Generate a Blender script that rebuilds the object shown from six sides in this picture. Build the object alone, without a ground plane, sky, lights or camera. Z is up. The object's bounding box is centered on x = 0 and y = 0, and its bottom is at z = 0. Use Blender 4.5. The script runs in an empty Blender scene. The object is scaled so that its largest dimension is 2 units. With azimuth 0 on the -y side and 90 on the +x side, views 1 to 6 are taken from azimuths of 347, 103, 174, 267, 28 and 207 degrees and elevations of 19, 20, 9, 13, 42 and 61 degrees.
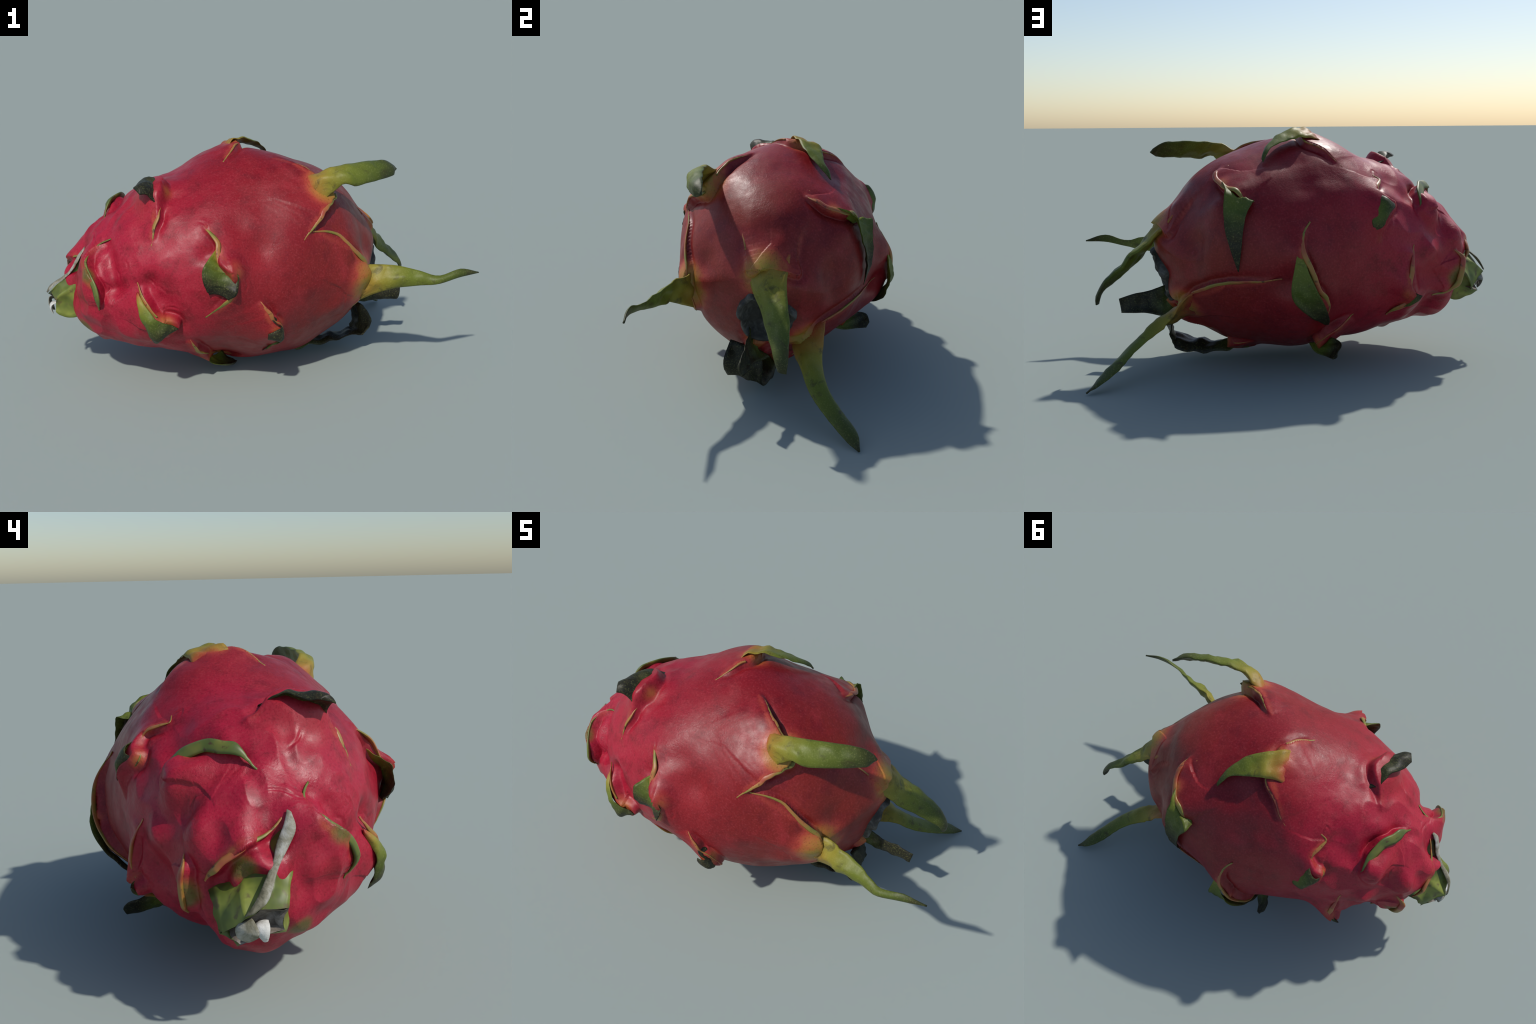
"""A ripe red dragon fruit lying on its side: a lofted fruit body whose skin
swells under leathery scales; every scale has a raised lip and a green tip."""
import bpy, math
import numpy as np
from mathutils import Matrix, Vector


# ------------------------------------------------------------------ fruit body
# Cross-sections from the stem end to the flower end, evenly spaced along x:
# centre y, centre z, half width to -y, to +y, half height up, down, roundness
X_STEM, X_FLOWER = -0.881, 0.621
SECTIONS = np.array([
    (.035, .460, .838, .480, .478, .644, 1.69),
    (.015, .455, .517, .361, .510, .433, 1.91),
    (-.023, .455, .470, .468, .516, .356, 2.18),
    (.014, .539, .506, .425, .443, .448, 2.14),
    (.050, .556, .566, .444, .484, .467, 1.88),
    (-.003, .489, .500, .551, .582, .441, 1.82),
    (-.023, .577, .470, .553, .480, .541, 2.00),
    (-.009, .603, .454, .568, .438, .597, 2.01),
    (-.013, .522, .484, .599, .503, .538, 1.50),
    (.054, .595, .428, .531, .324, .637, 1.50),
])


def hermite(P, u):
    n = len(P)
    h = 1 / (n - 1)
    m = np.gradient(P, h, axis=0)
    i = np.clip((u / h).astype(int), 0, n - 2)
    t = (u / h - i).reshape((-1,) + (1,) * (P.ndim - 1))
    return ((2*t**3 - 3*t**2 + 1) * P[i] + (t**3 - 2*t**2 + t) * h * m[i]
            + (-2*t**3 + 3*t**2) * P[i+1] + (t**3 - t**2) * h * m[i+1])


def fruit_point(u, phi):
    """Smooth body surface; u 0..1 stem to flower, phi radians about x."""
    u, phi = np.asarray(u, float), np.asarray(phi, float)
    W = hermite(SECTIONS, u.ravel()).reshape(u.shape + (7,))
    e = np.sqrt(np.clip(4 * u * (1 - u), 0, None))
    c, s = np.cos(phi), np.sin(phi)
    k = 2 / W[..., 6]
    cy, sz = np.sign(c) * np.abs(c)**k, np.sign(s) * np.abs(s)**k
    y = W[..., 0] + np.where(c > 0, W[..., 3], W[..., 2]) * e * cy
    z = W[..., 1] + np.where(s > 0, W[..., 4], W[..., 5]) * e * sz
    return np.stack([X_STEM + (X_FLOWER - X_STEM) * u, y, z], -1)


def fruit_normal(u, phi):
    d = 4e-3
    u = np.clip(u, 0.012, 0.988)
    a = fruit_point(u + d, phi) - fruit_point(u - d, phi)
    b = fruit_point(u, phi + 3*d) - fruit_point(u, phi - 3*d)
    n = np.cross(b, a)
    n /= np.linalg.norm(n, axis=-1, keepdims=True) + 1e-12
    out = fruit_point(u, phi) - np.array([X_STEM/2 + X_FLOWER/2, 0.02, 0.53])
    return n * np.sign((n * out).sum(-1, keepdims=True))


def curve(P, n):
    """Catmull-Rom through control points, n samples evenly spaced by length."""
    P = np.asarray(P, float)
    Q = np.vstack([2*P[0] - P[1], P, 2*P[-1] - P[-2]])
    out = []
    for i in range(len(P) - 1):
        t = np.linspace(0, 1, 17)[:-1, None]
        a, b, c, d = Q[i:i+4]
        out.append(.5 * (2*b + (c-a)*t + (2*a-5*b+4*c-d)*t*t + (3*b-a-3*c+d)*t**3))
    C = np.vstack(out + [P[-1:]])
    L = np.r_[0, np.cumsum(np.linalg.norm(np.diff(C, axis=0), axis=1))]
    s = np.linspace(0, L[-1], n)
    return np.stack([np.interp(s, L, C[:, k]) for k in range(C.shape[1])], 1)


# ---------------------------------------------------------------------- scales
# rim: the free edge of the scale on the body, (u in %, angle in degrees)
# inside: a spot on the raised side; lift: height of the edge; reach: how far
# the swelling runs back; horn: pointed swellings (u, angle, radius, height);
# tip: stations of the green tip, left edge and right edge of the blade
SCALES = [
    # long straight tip on the upper front flank
    dict(kind="long", rim=[(60.4, 99), (62, 101), (64.3, 104), (66.7, 109), (68.9, 114), (71.9, 119), (77.5, 131), (76.2, 136), (74.1, 140), (72.5, 144), (71.3, 149), (69.5, 154), (67.1, 159)],
         inside=(62, 130), gap=(.42, .56), lift=.04, reach=.10, cup=-.2, thick=.045, halo=.15,
         tip=[((.120, -.190, .965), (.230, -.330, .880)), ((.213, -.247, .990), (.323, -.333, .957)), ((.341, -.262, 1.030), (.404, -.328, .952)), ((.551, -.210, 1.036), (.595, -.233, .962)), ((.615, -.188, 1.010), (.622, -.200, .972)), ((.636, -.184, .988), (.637, -.186, .982))]),
    # crest on top, tip laid down over the far shoulder
    dict(kind="flat", rim=[(47.1, 106), (50.4, 98), (52.5, 90), (53.8, 85), (53.4, 77), (52.6, 69), (50, 66), (47.1, 61), (44.8, 56), (43, 53)],
         inside=(42, 80), gap=(.34, .56), lift=.022, reach=.09, cup=.12, halo=.11, tone=-.24, rooted=True,
         tip=[((-.160, .030, 1.050), (-.170, .170, 1.010)), ((-.110, .040, 1.090), (-.125, .180, 1.050)), ((-.050, .085, 1.098), (-.070, .200, 1.058)), ((.026, .130, 1.074), (.007, .222, 1.040)), ((.072, .175, 1.043), (.070, .242, 1.018)), ((.107, .225, 1.008), (.098, .272, .986)), ((.124, .272, .964), (.118, .286, .950))]),
    # upper scale near the stem, a horn rising from the body and curling back
    dict(kind="curl", rim=[(20.2, 84), (21.9, 88), (23.9, 93), (27, 99), (29.5, 106), (28, 115), (26, 124), (25.5, 129), (24.5, 134), (23.7, 139), (22.9, 144)],
         inside=(18, 110), lift=.025, reach=.06, cup=.35, thick=.034, halo=.06, horn=[(25.8, 107, .085, .055)],
         tip=[((-.468, -.040, .915), (-.500, -.260, .828)), ((-.515, -.093, .955), (-.515, -.262, .895)), ((-.562, -.160, .966), (-.540, -.278, .930)), ((-.597, -.240, .958), (-.575, -.290, .938))]),
    # big curled tip in the middle of the front flank
    dict(kind="curl", rim=[(36.8, 142), (38.8, 147), (40.8, 152), (41.7, 156), (41.4, 161), (41.8, 165), (44.5, 170), (45.5, 176), (44.5, 184), (42.6, 188), (40.7, 192), (37.4, 197)],
         inside=(50, 164), tone=.12, lift=.025, reach=.06, cup=-.4, halo=.07, horn=[(43.5, 168, .05, .035)],
         tip=[((-.268, -.440, .725), (-.228, -.465, .680)), ((-.320, -.505, .692), (-.198, -.530, .642)), ((-.345, -.530, .655), (-.192, -.556, .607)), ((-.338, -.542, .597), (-.202, -.566, .560)), ((-.310, -.505, .538), (-.230, -.530, .528))]),
    # low front scale near the stem
    dict(kind="flat", rim=[(18.5, 164), (20, 173), (21.9, 180), (24.2, 188), (29.4, 197), (26.8, 204), (24.1, 213), (21.8, 215)],
         inside=(18, 192), tone=-.02, gap=(.42, .99), lift=.025, reach=.07, cup=-.25, halo=.08, 
         tip=[((-.603, -.375, .528), (-.603, -.376, .505)), ((-.580, -.410, .493), (-.591, -.403, .433)), ((-.549, -.440, .450), (-.572, -.418, .371)), ((-.521, -.455, .419), (-.534, -.405, .290)), ((-.478, -.445, .399), (-.488, -.420, .342)), ((-.435, -.432, .375), (-.438, -.429, .369))]),
    # low front scale by the middle, small folded tip
    dict(kind="curl", rim=[(52.3, 178), (54.4, 186), (56.3, 193), (58.8, 199), (59.8, 212), (57.6, 223)],
         inside=(50, 203), tone=.08, lift=.03, reach=.08, cup=.35, halo=.07, horn=[(58, 204, .05, .02)],
         tip=[((-.056, -.480, .432), (-.025, -.320, .170)), ((-.029, -.513, .406), (-.013, -.425, .240)), ((.004, -.517, .378), (.010, -.473, .289)), ((-.012, -.520, .363), (-.015, -.492, .305)), ((-.047, -.500, .340), (-.042, -.482, .305))]),
    # low long tail leaf on the front side
    dict(kind="long", rim=[(69, 154), (71.3, 156), (77.2, 158), (81.6, 160), (84.6, 161), (88.3, 166), (89.5, 185), (88.5, 206), (84.1, 214), (79.6, 213), (73, 209)],
         inside=(70, 183), gap=(.42, .66), lift=.02, reach=.14, cup=-.2, thick=.038, halo=.17,
         tip=[((.360, -.320, .560), (.320, -.310, .370)), ((.501, -.300, .557), (.451, -.280, .378)), ((.602, -.336, .560), (.571, -.357, .447)), ((.709, -.375, .540), (.695, -.390, .470)), ((.793, -.412, .522), (.785, -.428, .485)), ((.897, -.420, .552), (.890, -.428, .512)), ((.997, -.407, .526), (.997, -.407, .520))]),
    # flap right beside the stem, front, with a green corner
    dict(kind="curl", rim=[(12.1, 128), (8.8, 126), (7.1, 128), (6, 133), (5.6, 142), (6.2, 155), (7, 166), (7.3, 176), (7.5, 190)],
         inside=(3, 155), lift=.042, reach=.05, cup=.3, halo=.05, horn=[(6, 148, .06, .02)], patch=[((-.825, -.285, .600), .075), ((-.80, -.27, .635), .05)], tip=None, lip=1.25, green=True),
    # broad leaf drooping over the flower end
    dict(kind="long", rim=[(88, 103), (90.9, 105), (94.3, 106), (97.6, 111), (99.3, 121), (99, 75), (95.6, 32), (92.3, 44), (88.9, 50), (83.4, 53), (80.2, 57)],
         inside=(90, 75), lip=0, lift=.014, reach=.09, cup=.10, thick=.042, widen=.9, halo=.17,
         tip=[((.500, .000, .720), (.510, .200, .720)), ((.604, .010, .612), (.617, .196, .610)), ((.702, .092, .489), (.735, .234, .506)), ((.790, .146, .420), (.812, .250, .435)), ((.850, .186, .362), (.870, .254, .365)), ((.866, .206, .318), (.878, .250, .315))]),
    # tip hanging down on the far flank
    dict(kind="hang", rim=[(76.5, 63), (79, 62), (79.5, 51), (77, 39), (74.3, 34), (72.1, 27), (69.7, 25)],
         inside=(70, 48), lift=.03, reach=.07, cup=-.25, halo=.06,
         tip=[((.315, .300, .868), (.165, .440, .802)), ((.295, .418, .848), (.175, .488, .795)), ((.303, .462, .762), (.207, .500, .741)), ((.298, .484, .677), (.222, .508, .669)), ((.275, .494, .584), (.230, .505, .594)), ((.245, .476, .492), (.241, .477, .492))]),
    # wide olive tip folded back against the far flank
    dict(kind="hang", rim=[(54.2, 24), (56.5, 19), (57.2, 13), (56.4, 6), (54.8, -1), (53, -12), (50.1, -25), (48.7, -38)],
         inside=(61, -1), tone=.12, lift=.035, reach=.09, cup=-.3, halo=.05,
         tip=[((-.018, .530, .640), (-.025, .530, .640)), ((.005, .563, .543), (-.040, .571, .525)), ((.026, .578, .433), (-.078, .590, .432)), ((.012, .565, .368), (-.122, .548, .348)), ((-.055, .528, .300), (-.155, .466, .268)), ((-.144, .415, .232), (-.160, .403, .230))]),
    # small recurved tip, far upper flank near the stem
    dict(kind="hang", rim=[(33, 56), (31.1, 54), (31.5, 50), (34.1, 39), (31.8, 34), (29.2, 32), (30.9, 24), (33.2, 16), (33, 4)],
         inside=(40, 27), tone=.2, lift=.022, reach=.06, cup=-.2, halo=.05,
         tip=[((-.363, .345, .803), (-.355, .414, .646)), ((-.396, .365, .784), (-.386, .418, .671)), ((-.431, .380, .763), (-.421, .402, .722)), ((-.456, .368, .757), (-.452, .376, .745))]),
    # big lobe above the stem with a green corner
    dict(kind="curl", rim=[(14.4, 30), (17, 34), (18.8, 39), (18.4, 43), (18.4, 50), (18.3, 56), (16.6, 66), (14.2, 77), (12.3, 89), (10.7, 98)],
         inside=(9, 61), lift=.034, reach=.08, cup=.2, halo=.06, horn=[(17, 45, .06, .02)],
         tip=None, lip=2.6, green=True),
    # far flank, recurved corner near the stem
    dict(kind="curl", rim=[(21.4, 15), (22.9, 5), (24.1, -6), (24.2, -13), (22, -20), (25.8, -29), (28.1, -36), (28.9, -44)],
         inside=(29, -10), lift=.025, reach=.06, cup=.2, halo=.05, horn=[(22.5, -19, .05, .02)],
         tip=[((-.538, .362, .372), (-.490, .338, .288)), ((-.563, .380, .360), (-.532, .376, .303)), ((-.588, .392, .350), (-.574, .390, .326))]),
    # long tail leaf reaching down to the ground
    dict(kind="long", rim=[(62.5, -10), (67.5, -15), (76, -18), (83.1, -23), (87.7, -32), (91, -55), (91.5, -74), (89.6, -76), (83.8, -68), (79.4, -62)],
         inside=(80, -42), gap=(.48, .72), lift=.018, reach=.12, cup=-.2, thick=.034, halo=.13,
         tip=[((.400, .335, .385), (.430, .190, .225)), ((.470, .340, .355), (.520, .212, .215)), ((.565, .345, .240), (.615, .256, .214)), ((.684, .404, .146), (.728, .334, .136)), ((.808, .540, .050), (.846, .482, .040)), ((.892, .570, .008), (.892, .564, .003))]),
    # flap beside the stem, far side, with a green corner
    dict(kind="curl", rim=[(8, 22), (6.2, 19), (4.8, 8), (5.3, -14), (6.7, -24), (9, -31), (13.2, -31)],
         inside=(13, -5), lift=.03, reach=.07, cup=.2, halo=.06, patch=[((-.815, .220, .400), .085)], lip=1.5, tip=None),
    # lip of the great lobe over the stem pit
    dict(kind="bare", rim=[(5, 118), (3, 114), (1.9, 106), (1.2, 88), (1.0, 60), (1.1, 30), (1.6, 0)],
         inside=(5, 65), lift=.025, reach=.06, cup=0, halo=.05, patch=[((-.875, .030, .505), .06), ((-.831, -.142, .286), .06)], tip=None),
    # scales on the underside
    dict(kind="flat", rim=[(33, 213), (35.3, 224), (39, 238), (43, 250), (48, 258), (52, 252), (54, 243)],
         inside=(38, 245), lift=.03, reach=.08, cup=-.2, halo=.07,
         tip=[((-.300, -.200, .110), (-.170, -.080, .070)), ((-.230, -.210, .075), (-.130, -.120, .045)), ((-.150, -.190, .050), (-.110, -.150, .045))]),
    dict(kind="curl", rim=[(40, -40), (44, -46), (48, -50), (50, -56), (47, -64), (44, -72)],
         inside=(42, -57), lift=.04, reach=.08, cup=.3, halo=.06,
         tip=[((-.170, .340, .170), (-.090, .250, .110)), ((-.190, .400, .165), (-.110, .330, .095)), ((-.205, .450, .150), (-.150, .410, .085)), ((-.190, .468, .110), (-.170, .455, .085))]),
    # withered leaves looping under the flower end
    dict(kind="dark", rim=[(68, 268), (73, 272), (76, 280), (73, 288), (68, 292)],
         inside=(66, 280), gap=(.3, .7), thick=.02, widen=1.35, lift=.025, reach=.1, cup=.2, halo=.08,
         tip=[((.180, -.070, .070), (.180, .080, .070)), ((.300, -.040, .052), (.300, .060, .048)), ((.400, -.045, .062), (.390, .062, .040)), ((.500, -.055, .085), (.500, .050, .050)), ((.560, -.080, .110), (.550, .040, .070)), ((.585, -.085, .190), (.555, .045, .165)), ((.535, -.070, .270), (.530, .035, .255))]),
    dict(kind="dark", rim=[(92, 250), (94, 262), (95, 274), (94, 288), (91, 297)],
         inside=(88, 274), gap=(.2, .8), lift=.012, reach=.06, cup=-.3, halo=.10,
         tip=[((.530, .010, .370), (.520, .090, .200)), ((.648, .020, .334), (.653, .055, .228)), ((.730, .024, .318), (.725, .048, .230)), ((.796, .029, .298), (.785, .038, .230))]),
]

# hollows, lobes and knuckles of the body: (u %, angle, radius, height)
DENTS = [(10.6, 131, .036, -.022), (11.2, 143, .040, -.028), (11.6, 155, .042, -.028), (11.4, 167, .038, -.022), (8, 168, .05, -.03), (14, 170, .05, -.015), (21.8, 165, .04, -.015), (24, 171, .04, .012),
         (1.9, 122, .06, -.05), (0.6, 347, .08, -.05), (1.1, 176, .07, -.05), (2.0, 195, .06, -.03), (5, 110, .05, -.02),
         (17.3, -8, .06, -.03), (17.5, 60, .05, -.03), (22, 50, .06, -.015), (26, 112, .04, -.015), (38, 160, .045, -.025),
         (7, 65, .10, .025), (5, 160, .07, .02), (31, 118, .06, -.012), (15, 120, .08, .012),
         (56, 144, .08, .006), (86, 66, .12, .026), (77, 190, .11, .022), (92, 152, .07, -.018), (25, 2, .10, -.012), (47, 22, .11, -.02), (33, 30, .07, .02),
         (55, 42, .09, -.015), (8, -25, .09, -.035), (11, 34, .06, -.02), (1.5, 200, .07, .035), (3.5, 128, .08, .02), (21, 168, .05, -.02), (60, 56, .08, -.012),
         (72, 268, .13, .03), (54, 258, .12, .015), (50, 8, .10, -.012), (27, -35, .09, -.015), (90, 318, .06, .02),
         (64, 124, .07, -.010), (47, 146, .06, -.015), (88, -5, .06, -.025), (60, -7, .07, -.015), (80, 30, .05, .012), (92, 57, .06, .02), (11.5, 58, .07, -.04), (15, 38, .05, .03),
         (46, 45, .07, -.015), (78, 46, .07, -.02), (87, 17, .06, -.025), (55, -3, .07, -.02), (15.7, 14, .06, .025), (9, -30, .06, .03), (33, 20, .06, .02), (12, -43, .08, -.04),
         (17.7, 8, .05, .015), (28, 55, .06, -.015), (11.6, 115, .06, -.018), (5, 147, .06, -.035), (23.4, 170, .06, -.025), (25.7, 115, .05, .03), (.5, 145, .06, .03), (1.8, 171, .05, .025),
         (53, 154, .06, -.015), (12.8, 85, .07, -.03), (85, 170, .06, -.02), (79, 206, .07, .02), (42, 152, .05, -.012), (25.4, 268, .06, .035), (3, 265, .07, -.02), (6, 68, .06, -.02), (18, 169, .05, -.012), (14, 46, .07, .015), (93, 310, .07, .018), (91, 285, .07, .018),
         (14, 55, .06, .038), (3, 62, .05, -.02), (2, 136, .05, .015), (.4, 185, .06, .02), (10.7, -22, .05, .03), (.4, 112, .06, .025), (6, 41, .05, .018), (92.5, -40, .06, .02),
         (61, -13, .06, -.025), (27, 185, .06, -.02), (24, 177, .05, -.018), (15, -59, .07, -.03), (40, 245, .08, .025), (10.5, 262, .06, .02)]

# worm-like creases in the shrunken skin: (u, angle) control points
CREASES = [[(15.5, 148), (16.5, 152), (16, 156), (13.5, 158)], [(20.5, 162), (22, 166), (23.5, 170)], [(23.5, 168), (25.5, 173), (27, 176)], [(26, 183), (28, 185), (30, 188)],
           [(46.8, 165), (48.5, 165.5), (50, 166)], [(48, 170), (48.8, 174), (47.6, 178)], [(9, 160), (10.5, 166), (9.5, 172)], [(12, 152), (13.5, 158), (13, 165)],
           [(7, 100), (8, 112), (7.5, 125)], [(31, 60), (32.5, 62), (33, 57)], [(10, 35), (11, 45), (10, 52)], [(36.5, 140), (38.2, 143), (38.8, 147)],
           [(16, 110), (18.5, 112), (21, 111)]]

NU, NP = 420, 540
uu = 0.5 - 0.5 * np.cos(np.linspace(0, math.pi, NU + 1))
uu[0], uu[-1] = 1e-5, 1 - 1e-5
pp = np.linspace(0, 2*math.pi, NP, endpoint=False)
UG, PG = np.meshgrid(uu, pp, indexing="ij")
BASE = fruit_point(UG, PG)
NRM = fruit_normal(UG, PG)
disp = np.zeros(UG.shape)
slide = np.zeros(UG.shape + (3,))


def fbm(P, scale, octaves=3, off=0.0):
    """Cheap smooth noise from turned sine waves, same on every run."""
    r = np.random.default_rng(int(off * 10) + 31)
    out = np.zeros(P.shape[:-1])
    amp = 1.0
    for o in range(octaves):
        for _ in range(6):
            k = r.normal(size=3)
            k *= scale * 2**o / np.linalg.norm(k) * r.uniform(.7, 1.3)
            out += amp * np.sin(P @ k * 2 * math.pi + r.uniform(0, 6.28)) / 6
        amp *= .55
    return out


def smooth(a, b, x):
    t = np.clip((x - a) / (b - a), 0, 1)
    return t * t * (3 - 2 * t)


def rim_frame(sc):
    c = curve(sc["rim"], 90)
    u, ph = c[:, 0] / 100, np.radians(c[:, 1])
    P, n = fruit_point(u, ph), fruit_normal(u, ph)
    t = np.gradient(P, axis=0)
    t /= np.linalg.norm(t, axis=1, keepdims=True)
    o = np.cross(t, n)
    ins = fruit_point(np.array(sc["inside"][0] / 100), np.array(math.radians(sc["inside"][1])))
    mid = P[len(P) // 2]
    if (o * (P.mean(0) - ins)).sum(1).mean() < 0:
        o = -o
    # smooth and wavering edge
    s = np.linspace(0, 1, len(P))
    taper = smooth(0, .28, s) * smooth(0, .28, 1 - s)
    seed = abs(hash_of(sc))
    w = fbm(P, 9, 2, seed % 97) * .008 * taper
    P = P + o * w[:, None]
    return P, n, t, o, taper


def hash_of(sc):
    return int(sum(a * 131 + b * 17 for a, b in sc["rim"]))


frames = []
for sc in SCALES:
    P, n, t, o, taper = rim_frame(sc)
    H = sc["lift"] * (.12 + .88 * taper) * np.clip(taper * 6, 0, 1)
    near = np.where(((BASE - P.mean(0))**2).sum(-1) < (np.ptp(P, axis=0).max() * .75 + .3)**2)
    V = BASE[near]
    best = np.full(len(V), 9.0)
    side = np.zeros(len(V)); hh = np.zeros(len(V)); lon = np.zeros(len(V)); oo = np.zeros((len(V), 3))
    for i in range(0, len(P)):
        d = V - P[i]
        dd = (d * d).sum(1)
        m = dd < best
        best[m] = dd[m]
        side[m] = d[m] @ o[i]
        hh[m] = H[i]
        oo[m] = o[i]
    dist = np.sqrt(best)
    # distance across the edge; points past the ends fade away
    s = np.where(side > 0, dist, -dist)
    edge = np.clip(np.abs(side) / (dist + 1e-6), 0, 1)
    inside = hh * np.exp(-(dist / sc["reach"])**1.25)
    outside = hh * np.exp(-(dist / .011)**2) - .011 * (hh / sc["lift"]) * np.exp(-((dist - .02) / .02)**2) * (dist > 0)
    h = np.where(s <= 0, inside, outside)
    disp[near] += h
    # the edge leans outward over the groove
    slide[near] += oo * (hh * .35 * np.exp(-(dist / .02)**2))[:, None]
    frames.append((P, n, t, o, taper, H))

for path in CREASES:
    c = curve(path, 40)
    C = fruit_point(c[:, 0] / 100, np.radians(c[:, 1]))
    near = np.where(((BASE - C.mean(0))**2).sum(-1) < .03)
    d = np.sqrt(((BASE[near][:, None] - C[None])**2).sum(-1).min(1))
    fade = np.sin(np.linspace(.05, math.pi - .05, 40))[((BASE[near][:, None] - C[None])**2).sum(-1).argmin(1)]
    disp[near] += fade * (-.006 * np.exp(-(d / .0045)**2) + .004 * np.exp(-(d / .02)**2))

for sc, (P, n, t, o, taper, H) in zip(SCALES, frames):
    if sc["tip"]:
        a = fruit_point(np.array(sc["inside"][0] / 100), np.array(math.radians(sc["inside"][1])))
        b = P[len(P) // 2]
        k = np.clip(((BASE - a) @ (b - a)) / ((b - a) @ (b - a)), 0, 1)
        d2 = ((BASE - a - k[..., None] * (b - a))**2).sum(-1)
        disp += .016 * k**1.5 * np.exp(-d2 / .05**2) * (d2 < .04) * (((BASE - b) @ (b - a)) < .0)

for u, a, r, h in DENTS + [q for sc in SCALES for q in sc.get("horn", ())]:
    c = fruit_point(np.array(u / 100), np.array(math.radians(a)))
    disp += h * np.exp(-((BASE - c)**2).sum(-1) / r**2)

stemward = 1 - smooth(.12, .45, UG)
disp += fbm(BASE, 2.2, 2, 1) * .007
disp += stemward * (fbm(BASE, 4, 2, 2) * .012 + (.5 - np.abs(fbm(BASE, 4, 2, 3))) * .016)
disp += fbm(BASE, 14, 2, 4) * .0005
pole = smooth(0, .004, UG) * smooth(0, .004, 1 - UG)
SKIN = BASE + NRM * (disp * pole)[..., None] + slide * pole[..., None]

# round hollow where the flower withered
SCAR = np.array([.588, .085, .420])
SCAR_AXIS = np.array([.93, .12, -.30]) / np.linalg.norm([.93, .12, -.30])
q = SKIN - SCAR
h = q @ SCAR_AXIS
rad = np.linalg.norm(q - h[..., None] * SCAR_AXIS, axis=-1)
w = (1 - smooth(.100, .124, rad)) * (np.abs(h) < .14)
SKIN = SKIN + SCAR_AXIS * (w * (np.minimum(h, -.085) - h))[..., None]

# ------------------------------------------------------------------- materials


def new_material(name):
    m = bpy.data.materials.new(name)
    m.use_nodes = True
    nt = m.node_tree
    nt.nodes.clear()
    out = nt.nodes.new("ShaderNodeOutputMaterial")
    b = nt.nodes.new("ShaderNodeBsdfPrincipled")
    nt.links.new(b.outputs[0], out.inputs[0])
    return m, nt, b


class Tree:
    def __init__(self, nt):
        self.nt = nt

    def node(self, kind, **kw):
        n = self.nt.nodes.new(kind)
        for k, v in kw.items():
            setattr(n, k, v)
        return n

    def plug(self, sock, v):
        if hasattr(v, "is_linked"):
            self.nt.links.new(v, sock)
        else:
            sock.default_value = v

    def math(self, op, a, b=0.0, clamp=False):
        n = self.node("ShaderNodeMath", operation=op, use_clamp=clamp)
        self.plug(n.inputs[0], a)
        self.plug(n.inputs[1], b)
        return n.outputs[0]

    def mix(self, f, a, b, blend="MIX"):
        n = self.node("ShaderNodeMix", data_type="RGBA", blend_type=blend)
        self.plug(n.inputs[0], f)
        self.plug(n.inputs[6], a if hasattr(a, "is_linked") else (*a, 1))
        self.plug(n.inputs[7], b if hasattr(b, "is_linked") else (*b, 1))
        return n.outputs[2]

    def noise(self, vec, scale, detail=3, rough=.5, dist=0.0):
        n = self.node("ShaderNodeTexNoise")
        self.plug(n.inputs["Vector"], vec)
        n.inputs["Scale"].default_value = scale
        n.inputs["Detail"].default_value = detail
        n.inputs["Roughness"].default_value = rough
        n.inputs["Distortion"].default_value = dist
        return n.outputs[0]

    def span(self, v, a, b, c=0.0, d=1.0):
        n = self.node("ShaderNodeMapRange", interpolation_type="SMOOTHSTEP")
        self.plug(n.inputs[0], v)
        for i, x in enumerate((a, b, c, d)):
            n.inputs[i + 1].default_value = x
        return n.outputs[0]

    def ramp(self, f, stops):
        n = self.node("ShaderNodeValToRGB")
        e = n.color_ramp.elements
        while len(e) < len(stops):
            e.new(.5)
        for i, (p, c) in enumerate(stops):
            e[i].position = p
            e[i].color = (*c, 1)
        self.plug(n.inputs[0], f)
        return n.outputs[0]


def halo_marks():
    """Spots at the scale tips and bands along the rims where the skin yellows."""
    out = []
    for sc, (P, n, t, o, taper, H) in zip(SCALES, frames):
        L = len(P) - 1
        E = P + n * (H * .9)[:, None] - o * .006
        if sc["tip"] and sc["halo"] > .04:
            q = L // 2
            c = E[q]
            if sc["kind"] == "long":
                c = c * .6 + (np.array(sc["tip"][1][0]) + np.array(sc["tip"][1][1])) * .2
            out.append(("spot", c, c, sc["halo"] * 1.15, 1.0 if sc["kind"] == "long" else .62))
        c = P[L // 2] + n[L // 2] * H[L // 2] - o[L // 2] * .09
        out.append(("flush", c, c, .20, .7))
        for c, r in sc.get("patch", ()):
            out.append(("green", np.array(c), np.array(c), r, .9))
        for k in range(6):
            i, j = int((.05 + .15 * k) * L), int((.05 + .15 * (k + 1)) * L)
            out.append(("band", E[i], E[j], .034, (.28, .42, .5, .5, .42, .28)[k]))
    return out


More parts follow.
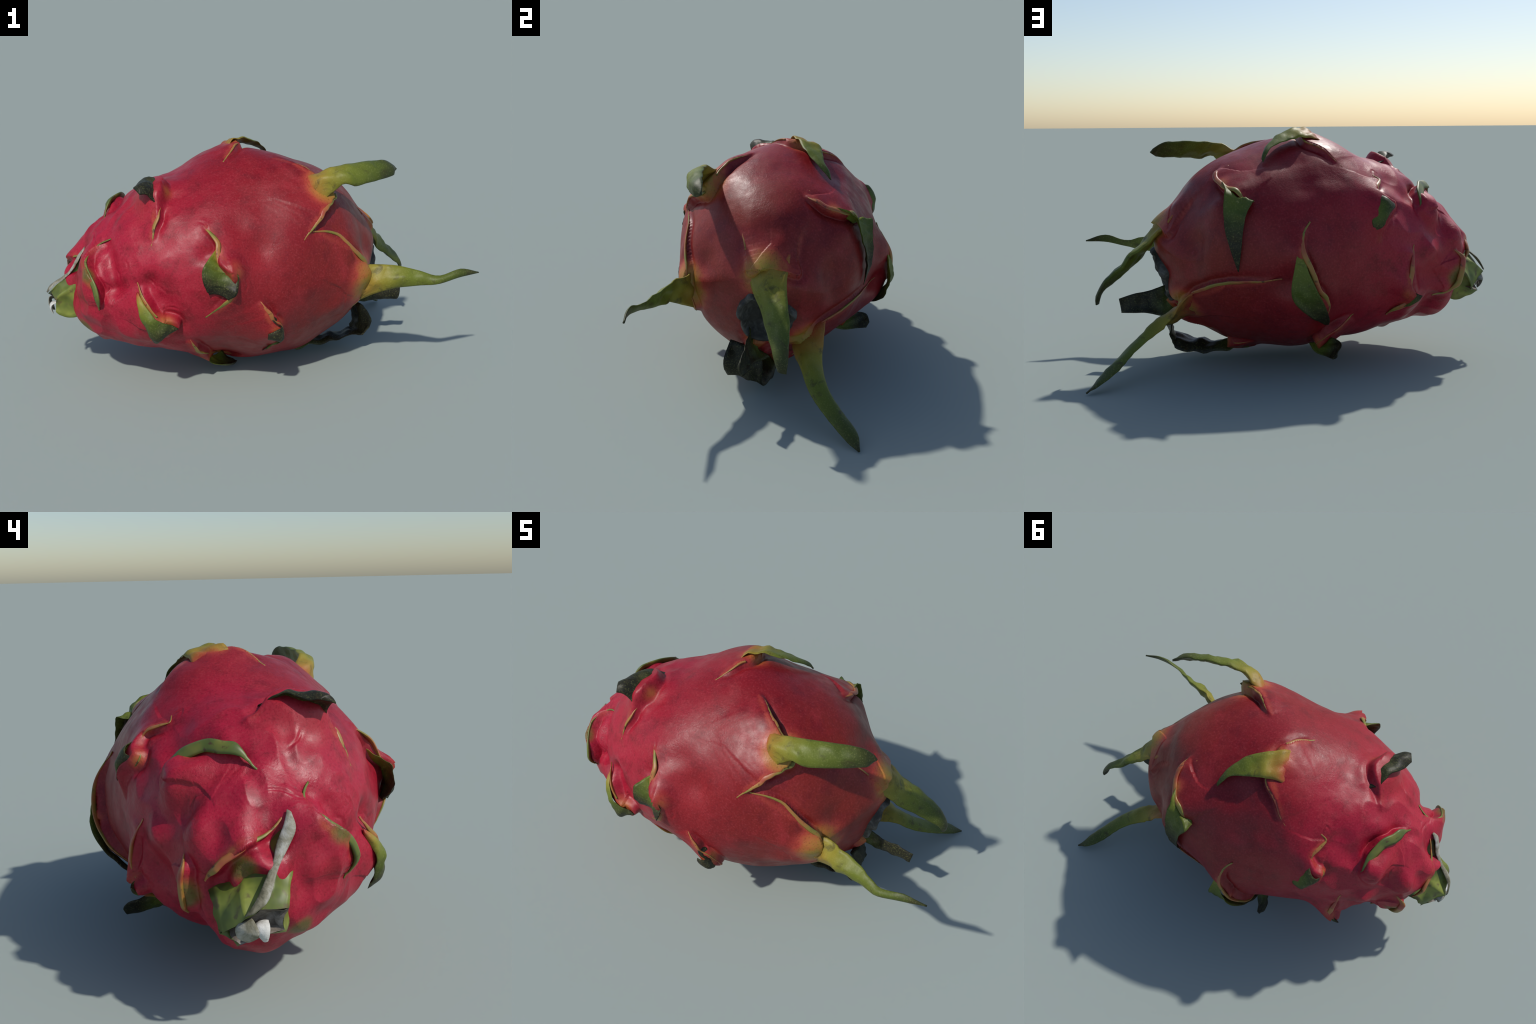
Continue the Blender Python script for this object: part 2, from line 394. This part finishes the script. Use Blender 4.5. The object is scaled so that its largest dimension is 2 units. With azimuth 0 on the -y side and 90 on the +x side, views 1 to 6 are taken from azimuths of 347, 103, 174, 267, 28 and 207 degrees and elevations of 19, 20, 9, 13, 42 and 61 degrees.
def skin_material(marks):
    m, nt, b = new_material("fruit_skin")
    T = Tree(nt)
    co = T.node("ShaderNodeTexCoord").outputs["Object"]
    sep = T.node("ShaderNodeSeparateXYZ")
    nt.links.new(co, sep.inputs[0])
    big = T.noise(co, 3.0, 3, .55, .3)
    mid = T.noise(co, 11, 4, .6)
    along = T.math("ADD", sep.outputs[0], T.math("MULTIPLY", T.math("SUBTRACT", big, .5), .5))
    base = T.ramp(T.span(along, -.9, .65), [
        (0.0, (.36, .008, .032)), (.22, (.32, .007, .025)), (.45, (.225, .0055, .012)), (.75, (.20, .007, .010)), (1.0, (.20, .016, .009))])
    base = T.mix(T.span(mid, .48, .72, 0, .6), base, (.12, .003, .007))
    grain = T.noise(co, 42, 4, .65, .6)
    base = T.mix(T.span(grain, .54, .74, 0, .35), base, (.12, .004, .010))
    base = T.mix(T.span(T.noise(co, 7, 3, .5, .6), .52, .75, 0, .35), base, (.34, .022, .032))
    # warm halo toward the scale tips and, fainter, in a band along their rims
    flush_f = None
    for kind, p, q, size, g in marks:
        if kind == "flush":
            d = T.node("ShaderNodeVectorMath", operation="DISTANCE")
            nt.links.new(co, d.inputs[0])
            d.inputs[1].default_value = tuple(p)
            f = T.span(d.outputs["Value"], size, size * .1, 0, g)
            flush_f = f if flush_f is None else T.math("MAXIMUM", flush_f, f)
    if flush_f is not None:
        flush_f = T.math("MULTIPLY", flush_f, T.span(big, .38, .62, .15, .75))
        base = T.mix(flush_f, base, (.36, .020, .026))
    halo = None
    for kind, p, q, size, g in marks:
        if kind in ("flush", "green"):
            continue
        d = [T.node("ShaderNodeVectorMath", operation="DISTANCE") for _ in range(2 if kind == "band" else 1)]
        for n, e in zip(d, (p, q)):
            nt.links.new(co, n.inputs[0])
            n.inputs[1].default_value = tuple(e)
        if kind == "band":
            v = T.math("ADD", d[0].outputs["Value"], d[1].outputs["Value"])
            l = float(np.linalg.norm(p - q))
            r = T.math("MULTIPLY", T.math("SQRT", T.math("MAXIMUM", T.math("SUBTRACT", T.math("MULTIPLY", v, v), l * l), 0.0)), .5)
            f = T.span(r, size, 0, 0, g)
        else:
            f = T.span(d[0].outputs["Value"], size, size * .1, 0, g)
        halo = f if halo is None else T.math("MAXIMUM", halo, f)
    halo = T.math("MULTIPLY", halo, T.span(mid, .25, .6, .6, 1.0))
    warm = T.ramp(halo, [(0, (.225, .006, .013)), (.35, (.36, .045, .026)), (.65, (.38, .14, .030)), (1, (.28, .22, .028))])
    base = T.mix(T.span(halo, .0, .45), base, warm)
    for kind, p, q, size, g in marks:
        if kind == "green":
            d = T.node("ShaderNodeVectorMath", operation="DISTANCE")
            nt.links.new(co, d.inputs[0])
            d.inputs[1].default_value = tuple(p)
            f = T.span(T.math("ADD", d.outputs["Value"], T.math("MULTIPLY", T.math("SUBTRACT", mid, .5), .05)), size, size * .35, 0, g)
            base = T.mix(f, base, T.ramp(f, [(0, (.30, .05, .03)), (.5, (.17, .11, .022)), (1, (.085, .105, .018))]))
    # fine mottling, pores and scuffs
    fine = T.noise(co, 120, 4, .65)
    base = T.mix(T.span(fine, .50, .70, 0, .34), base, (.36, .05, .06))
    base = T.mix(T.span(fine, .48, .32, 0, .40), base, (.10, .002, .005))
    vor = T.node("ShaderNodeTexVoronoi")
    nt.links.new(co, vor.inputs["Vector"])
    vor.inputs["Scale"].default_value = 26
    spots = T.math("MULTIPLY", T.span(vor.outputs["Distance"], .10, .03), T.span(T.noise(co, 5, 2), .56, .68))
    base = T.mix(T.math("MULTIPLY", spots, .6), base, (.10, .012, .015))
    nt.links.new(base, b.inputs["Base Color"])
    b.inputs["Roughness"].default_value = .40
    T.plug(b.inputs["Roughness"], T.span(T.noise(co, 20, 3), .3, .7, .38, .52))
    b.inputs["Specular IOR Level"].default_value = .36
    bump = T.node("ShaderNodeBump")
    bump.inputs["Strength"].default_value = .38
    bump.inputs["Distance"].default_value = .006
    stem = T.span(sep.outputs[0], -.15, -.6, .25, 1)
    patchy = T.span(T.noise(co, 6, 2), .42, .66, .15, 1.0)
    wrinkle = T.math("ADD", T.math("MULTIPLY", T.noise(co, 34, 4, .6, 1.2), stem), T.math("MULTIPLY", T.noise(co, 75, 4, .65, .8), .55))
    rel = T.math("ADD", T.math("MULTIPLY", wrinkle, patchy), T.math("MULTIPLY", fine, .25))
    nt.links.new(rel, bump.inputs["Height"])
    nt.links.new(bump.outputs[0], b.inputs["Normal"])
    return m


def lip_material(name, stops):
    m, nt, b = new_material(name)
    T = Tree(nt)
    co = T.node("ShaderNodeTexCoord").outputs["Object"]
    n1 = T.noise(co, 9, 3)
    c = T.ramp(n1, stops)
    c = T.mix(T.span(T.noise(co, 45, 3), .58, .72, 0, .8), c, (.06, .02, .012))
    nt.links.new(c, b.inputs["Base Color"])
    b.inputs["Roughness"].default_value = .45
    return m


def tip_material():
    m, nt, b = new_material("scale_tip_green")
    T = Tree(nt)
    co = T.node("ShaderNodeTexCoord").outputs["Object"]
    ln = T.node("ShaderNodeVectorMath", operation="LENGTH")
    nt.links.new(co, ln.inputs[0])
    tl = T.node("ShaderNodeAttribute", attribute_type="OBJECT", attribute_name='["tip_length"]').outputs["Fac"]
    gs = T.node("ShaderNodeAttribute", attribute_type="OBJECT", attribute_name='["green_shift"]').outputs["Fac"]
    f = T.math("ADD", T.math("DIVIDE", ln.outputs["Value"], tl), gs)
    n1 = T.noise(co, 10, 3)
    f = T.math("ADD", f, T.math("MULTIPLY", T.math("SUBTRACT", n1, .5), .16))
    c = T.ramp(f, [(0, (.28, .018, .018)), (.05, (.34, .075, .025)), (.11, (.31, .16, .027)), (.22, (.24, .20, .024)), (.40, (.125, .15, .016)), (.66, (.068, .092, .012)), (.86, (.034, .038, .010)), (1, (.016, .015, .007))])
    c = T.mix(T.span(T.noise(co, 20, 4, .6, .6), .52, .72, 0, .65), c, (.045, .034, .014))
    fine = T.noise(co, 150, 3)
    c = T.mix(T.span(fine, .5, .75, 0, .2), c, (.35, .36, .12))
    nt.links.new(c, b.inputs["Base Color"])
    b.inputs["Roughness"].default_value = .50
    b.inputs["Specular IOR Level"].default_value = .3
    bump = T.node("ShaderNodeBump")
    bump.inputs["Strength"].default_value = .3
    bump.inputs["Distance"].default_value = .004
    nt.links.new(T.noise(co, 50, 4), bump.inputs["Height"])
    nt.links.new(bump.outputs[0], b.inputs["Normal"])
    return m


def stem_material():
    m, nt, b = new_material("cut_stem")
    T = Tree(nt)
    co = T.node("ShaderNodeTexCoord").outputs["Object"]
    n1 = T.noise(co, 8, 3)
    c = T.ramp(n1, [(.28, (.03, .045, .010)), (.45, (.10, .13, .018)), (.6, (.22, .25, .04)), (.75, (.13, .13, .035))])
    c = T.mix(T.span(T.noise(co, 30, 4), .56, .7, 0, .7), c, (.10, .06, .03))
    nt.links.new(c, b.inputs["Base Color"])
    b.inputs["Roughness"].default_value = .5
    return m


def dry_material(name, stops, scale):
    m, nt, b = new_material(name)
    T = Tree(nt)
    co = T.node("ShaderNodeTexCoord").outputs["Object"]
    c = T.ramp(T.noise(co, scale, 5, .65, .6), stops)
    nt.links.new(c, b.inputs["Base Color"])
    b.inputs["Roughness"].default_value = .75
    bump = T.node("ShaderNodeBump")
    bump.inputs["Strength"].default_value = .6
    bump.inputs["Distance"].default_value = .006
    nt.links.new(T.noise(co, scale * 3, 5), bump.inputs["Height"])
    nt.links.new(bump.outputs[0], b.inputs["Normal"])
    return m


LIP_M, TIP_M, STEM_M = lip_material("scale_lip", [(.30, (.32, .045, .030)), (.45, (.34, .13, .035)), (.58, (.22, .18, .030)), (.75, (.09, .11, .02))]), tip_material(), stem_material()
GREEN_LIP_M = lip_material("green_scale_lip", [(.25, (.26, .17, .035)), (.42, (.17, .17, .03)), (.6, (.09, .12, .02)), (.8, (.05, .07, .015))])
CORE_M = dry_material("torn_stem_core", [(.3, (.05, .04, .03)), (.5, (.16, .13, .10)), (.7, (.38, .34, .30))], 12)
PALE_M = dry_material("pale_splinter", [(.3, (.30, .28, .24)), (.5, (.55, .54, .50)), (.7, (.66, .65, .62))], 20)
DRY_M = dry_material("dry_stem_fibre", [(.3, (.06, .055, .025)), (.48, (.20, .185, .13)), (.7, (.42, .41, .37))], 16)
SCAR_M = dry_material("flower_scar", [(.3, (.012, .010, .008)), (.5, (.045, .042, .036)), (.75, (.17, .165, .15))], 16)

# ---------------------------------------------------------------------- objects


def add(name, verts, faces, mat, parent=None, origin=(0, 0, 0), smooth_shade=True):
    me = bpy.data.meshes.new(name)
    o = np.array(origin)
    me.from_pydata([tuple(v) for v in np.asarray(verts) - o], [], faces)
    me.materials.append(mat)
    me.polygons.foreach_set("use_smooth", [smooth_shade] * len(me.polygons))
    me.update()
    ob = bpy.data.objects.new(name, me)
    ob.location = o
    bpy.context.collection.objects.link(ob)
    if parent is not None:
        ob.parent = parent
        ob.matrix_parent_inverse.identity()
        po = parent
        off = Vector((0, 0, 0))
        while po is not None:
            off += po.location
            po = po.parent
        ob.location = Vector(o) - off
    return ob


fruit = bpy.data.objects.new("dragon_fruit", None)
bpy.context.collection.objects.link(fruit)
fruit["label"] = "red dragon fruit lying on its side with curling green scales"
fruit["category"] = "dragon fruit"


def grid_faces(nr, nc, wrap):
    r, c = np.meshgrid(np.arange(nr - 1), np.arange(nc if wrap else nc - 1), indexing="ij")
    c2 = (c + 1) % nc
    return np.stack([r*nc + c, r*nc + c2, (r+1)*nc + c2, (r+1)*nc + c], -1).reshape(-1, 4).tolist()


# The skin is one mesh.  Its shader is repeated for ten zones that differ only
# in which rims they look at; the halos fade out before the zone borders.
faces = grid_faces(NU + 1, NP, True)
FC = SKIN.reshape(-1, 3)[np.array(faces)].mean(1)
zone = np.searchsorted([-.62, -.38, -.08, .28], FC[:, 0]) * 2 + (FC[:, 1] > .02)
MARKS = halo_marks()
skin = None
for z in range(10):
    pts = FC[zone == z][::7]
    near = [mk for mk in MARKS if np.sqrt(((pts - (mk[1] + mk[2]) / 2)**2).sum(1).min()) < np.linalg.norm(mk[1] - mk[2]) / 2 + mk[3] + .03]
    mat = skin_material(near)
    if skin is None:
        skin = add("skin", SKIN.reshape(-1, 3), faces, mat, fruit)
    else:
        skin.data.materials.append(mat)
skin.data.polygons.foreach_set("material_index", zone.astype(np.int32))
skin.data.update()


def blade_mesh(stations, cup, thick, seed, n=36, m=13, flat_root=False, widen=1.0):
    stations = [((np.array(a) + b) / 2 + (np.array(a) - b) / 2 * widen, (np.array(a) + b) / 2 - (np.array(a) - b) / 2 * widen) for a, b in stations]
    L = curve([a for a, b in stations], n)
    R = curve([b for a, b in stations], n)
    mid = (L + R) / 2
    t = np.gradient(mid, axis=0)
    t /= np.linalg.norm(t, axis=1, keepdims=True)
    w = R - L
    wid = np.linalg.norm(w, axis=1, keepdims=True)
    nn = np.cross(t, w / (wid + 1e-9))
    nn /= np.linalg.norm(nn, axis=1, keepdims=True) + 1e-9
    root = smooth(.02, .32, np.linspace(0, 1, n))[:, None] if flat_root else 1.0
    v = np.linspace(-1, 1, m)
    top, bot = [], []
    for j, x in enumerate(v):
        c = (L + R) / 2 + w * (x / 2)
        off = cup * wid * (1 - x * x) * .5 * root
        th = thick * (.18 + .82 * (1 - x**2)) * np.clip(wid / (3 * thick), .25, 1)
        wr = fbm(c * 1.0, 11, 2, seed)[:, None] * .10 * wid
        top.append(c + nn * (off + th / 2 + wr))
        bot.append(c + nn * (off - th / 2 + wr))
    ring = np.stack(top + bot[::-1], 1)           # n, 2m, 3
    faces = grid_faces(n, 2 * m, True)
    k = 2 * m
    faces.append(list(range(k))[::-1])
    faces.append([(n - 1) * k + i for i in range(k)])
    return ring.reshape(-1, 3), faces, mid


def settle(p, sink):
    """Drop a point onto the swollen skin, sunk a little below it."""
    d = ((SKIN - p)**2).sum(-1)
    i = np.unravel_index(d.argmin(), d.shape)
    return SKIN[i] - NRM[i] * sink


def skin_near(p, reach=.3):
    """Nearest skin points and normals for a set of points."""
    p = np.atleast_2d(p)
    m = ((SKIN - p.mean(0))**2).sum(-1) < (reach + np.ptp(p, axis=0).max())**2
    S, N = SKIN[m], NRM[m]
    q, k = np.empty_like(p), np.empty_like(p)
    for i, x in enumerate(p):
        j = ((S - x)**2).sum(1).argmin()
        q[i], k[i] = S[j], N[j]
    return q, k


def rooted(stations, back):
    """Let the foot of a tip run out along the skin behind it."""
    (a0, b0), (a1, b1) = (np.array(q) for q in stations[0]), (np.array(q) for q in stations[1])
    run = (a1 + b1 - a0 - b0) / 2
    run /= np.linalg.norm(run)
    w = (b0 - a0) * .12
    return [(a0 - run * back - w, b0 - run * back + w)] + list(stations)


def flush(v, n, m, part=.24):
    """Press the first rings of a tip onto the skin so that it grows out of it."""
    ring = v.reshape(n, 2 * m, 3)
    k = int(part * n) + 1
    for i in range(k):
        s = i / (k - 1)
        w = 1 - smooth(.25, 1, s)
        q, nn = skin_near(ring[i])
        top = np.r_[np.ones(m), np.zeros(m)][:, None]
        x = np.linspace(-1, 1, m)
        arch = np.r_[1 - x**2, 1 - x[::-1]**2][:, None]
        want = q + nn * np.where(top > 0, -.011 + s * .013 + .006 * s * arch, -.02)
        ring[i] = ring[i] * (1 - w) + want * w
    return ring.reshape(-1, 3)


def lifted(stations, gap):
    """Keep a tip that lies on the skin clear of it."""
    out = []
    for i, st in enumerate(stations):
        q, nn = skin_near(np.array(st))
        h = ((np.array(st) - q) * nn).sum(1, keepdims=True)
        g = -.006 if i == 0 else gap
        out.append(tuple(np.array(st) + nn * np.maximum(g - h, 0)))
    return out


def lip_mesh(P, n, t, o, taper, H, width=1.0):
    """Thin raised edge of the scale, running along its rim."""
    k = len(P)
    w = (.3 + .7 * taper * (1 + (width - 1) * taper**2))[:, None]
    c = P + n * H[:, None] + o * (H * .35)[:, None]
    prof = [(-.016, -.0045), (-.010, -.0008), (-.004, .0018), (.003, .0020), (.007, .0005), (.007, -.0025), (.003, -.008), (-.006, -.018)]
    ring = np.stack([c + o * (a * w) + n * (b * np.minimum(w, 1.4) - .002 * np.maximum(1 - w, 0)) for a, b in prof], 1)
    m = len(prof)
    faces = grid_faces(k, m, True)
    faces.append(list(range(m))[::-1])
    faces.append([(k - 1) * m + i for i in range(m)])
    return ring.reshape(-1, 3), faces


SHIFT = dict(long=-.12, flat=.05, curl=.26, hang=.3, dark=.5)
for sc, fr in zip(SCALES, frames):
    v, f = lip_mesh(*fr, sc.get("lip", 1.0))
    if sc.get("lip") == 0:
        v, f = lip_mesh(*(q[:6] for q in fr), .2)
    if "gap" in sc:
        a, b = (int(g * 89) for g in sc["gap"])
        v1, f1 = lip_mesh(*(q[:a] for q in fr))
        v2, f2 = lip_mesh(*(q[b:] for q in fr))
        v, f = np.vstack([v1, v2]), f1 + [[i + len(v1) for i in q] for q in f2]
    scale = add("scale", v, f, GREEN_LIP_M if sc.get("green") else LIP_M, fruit)
    if not sc["tip"]:
        continue
    thick = sc.get("thick", .012)
    broad = sc["kind"] == "long" or sc.get("rooted")
    stations = rooted(sc["tip"], .05) if broad else lifted(sc["tip"], .012)
    v, f, mid = blade_mesh(stations, sc["cup"], thick, hash_of(sc) % 89, flat_root=broad, widen=sc.get("widen", 1.0))
    if broad:
        v = flush(v, 36, 13)
    tip = add("scale_tip", v, f, TIP_M, scale, origin=mid[0])
    tip["tip_length"] = float(max(np.linalg.norm(mid - mid[0], axis=1).max(), .12))
    tip["green_shift"] = sc.get("tone", SHIFT[sc["kind"]])

# stem: ragged wedge of a ribbed cactus stem, broad at its torn end; rings run
# top rib, upper far side, far rib, underside, near rib, upper near side
STEM_RINGS = [
    [(-.770, -.115, .675), (-.760, .010, .560), (-.770, .120, .420), (-.770, .030, .270), (-.780, -.120, .340), (-.770, -.140, .520)],
    [(-.835, -.105, .610), (-.835, .005, .520), (-.835, .125, .420), (-.830, .045, .265), (-.850, -.110, .320), (-.840, -.125, .500)],
    [(-.878, -.075, .535), (-.890, .040, .470), (-.876, .122, .395), (-.880, .050, .270), (-.905, -.092, .310), (-.900, -.104, .455)],
    [(-.948, -.046, .460), (-.955, .045, .425), (-.900, .120, .345), (-.930, .055, .285), (-.940, -.085, .325), (-.940, -.100, .430)],
    [(-.978, -.010, .415), (-.992, .035, .390), (-.905, .112, .310), (-.962, .050, .298), (-.960, -.078, .340), (-.955, -.095, .405)],
]
K = 8
rows = []
for ring in STEM_RINGS:
    r = []
    for a in range(6):
        p, q = np.array(ring[a]), np.array(ring[(a + 1) % 6])
        mid = np.mean(ring, axis=0)
        for x in np.linspace(0, 1, K + 1)[:-1]:
            c = p * (1 - x) + q * x
            r.append(c + (mid - c) * .10 * math.sin(math.pi * x))
    rows.append(r)
rows = np.array(rows)
rows = np.stack([curve(rows[:, j], 26) for j in range(6 * K)], 1)
rows += fbm(rows, 7, 3, 5)[..., None] * (rows - rows.mean(1, keepdims=True)) * .10
faces = grid_faces(26, 6 * K, True)
end = rows[-1].mean(0)
stem = add("stem", rows.reshape(-1, 3), faces, STEM_M, fruit, origin=(-.8, 0, .45))
# torn hollow end with a pale core
inner = np.array([end + (q - end) * f + np.array([d, 0, 0]) for f, d in ((1.0, .000), (.88, .006), (.70, .035), (.35, .030), (.05, .020)) for q in rows[-1]])
inner += fbm(inner, 16, 2, 8)[:, None] * .006
add("torn_end", inner, grid_faces(5, 6 * K, True) + [[4 * 6 * K + i for i in range(6 * K)][::-1]], CORE_M, stem, origin=tuple(end))


def strip(name, path, mat, parent, seed, thick=.008):
    v, f, mid = blade_mesh(path, -.12, thick, seed, 30, 9)
    return add(name, v, f, mat, parent, origin=mid[0])


# withered grey ribs peeling off the stem and splinters at its end
strip("withered_rib", [((-.815, -.118, .652), (-.812, -.104, .660)), ((-.842, -.128, .608), (-.838, -.092, .622)), ((-.868, -.104, .562), (-.862, -.068, .572)), ((-.890, -.078, .522), (-.886, -.056, .532)), ((-.920, -.060, .490), (-.918, -.036, .498)), ((-.958, -.046, .462), (-.956, -.014, .466)), ((-.980, -.028, .432), (-.984, .010, .432)), ((-.994, .012, .404), (-.994, .038, .398))], DRY_M, stem, 12)
strip("splinter", [((-.950, -.034, .366), (-.952, .006, .358)), ((-.974, -.036, .356), (-.980, .010, .354)), ((-.980, -.034, .332), (-.980, -.002, .330)), ((-.974, -.030, .312), (-.974, -.016, .310))], PALE_M, stem, 21, .012)
strip("splinter", [((-.950, .020, .380), (-.945, .062, .350)), ((-.985, .012, .384), (-.978, .066, .352)), ((-.988, -.002, .356), (-.972, .056, .322)), ((-.978, -.006, .328), (-.966, .030, .306))], DRY_M, stem, 33, .008)

# withered flower scar at the far end: a sunken disc with a torn grey ring
cen, nrm = SCAR, SCAR_AXIS
e1 = np.cross([0, 0, 1], nrm); e1 /= np.linalg.norm(e1)
e2 = np.cross(nrm, e1)
prof = [(0.02, -.062), (.35, -.060), (.62, -.052), (.76, -.030), (.86, -.004), (.94, .008), (1.0, .008), (1.05, -.004), (1.05, -.05)]
ringv = []
for r, h in prof:
    for a in np.linspace(0, 2 * math.pi, 72, endpoint=False):
        wob = 1 + .07 * math.sin(3 * a + 1) + .04 * math.sin(7 * a) + .02 * math.sin(13 * a)
        rag = .005 * math.sin(5 * a + 6 * r) + .003 * math.sin(11 * a + 2 - 9 * r)
        ringv.append(cen + (e1 * math.cos(a) + e2 * math.sin(a)) * r * .122 * wob + nrm * (h + rag))
add("flower_scar", np.array(ringv), grid_faces(len(prof), 72, True) + [list(range(72))[::-1]], SCAR_M, fruit)
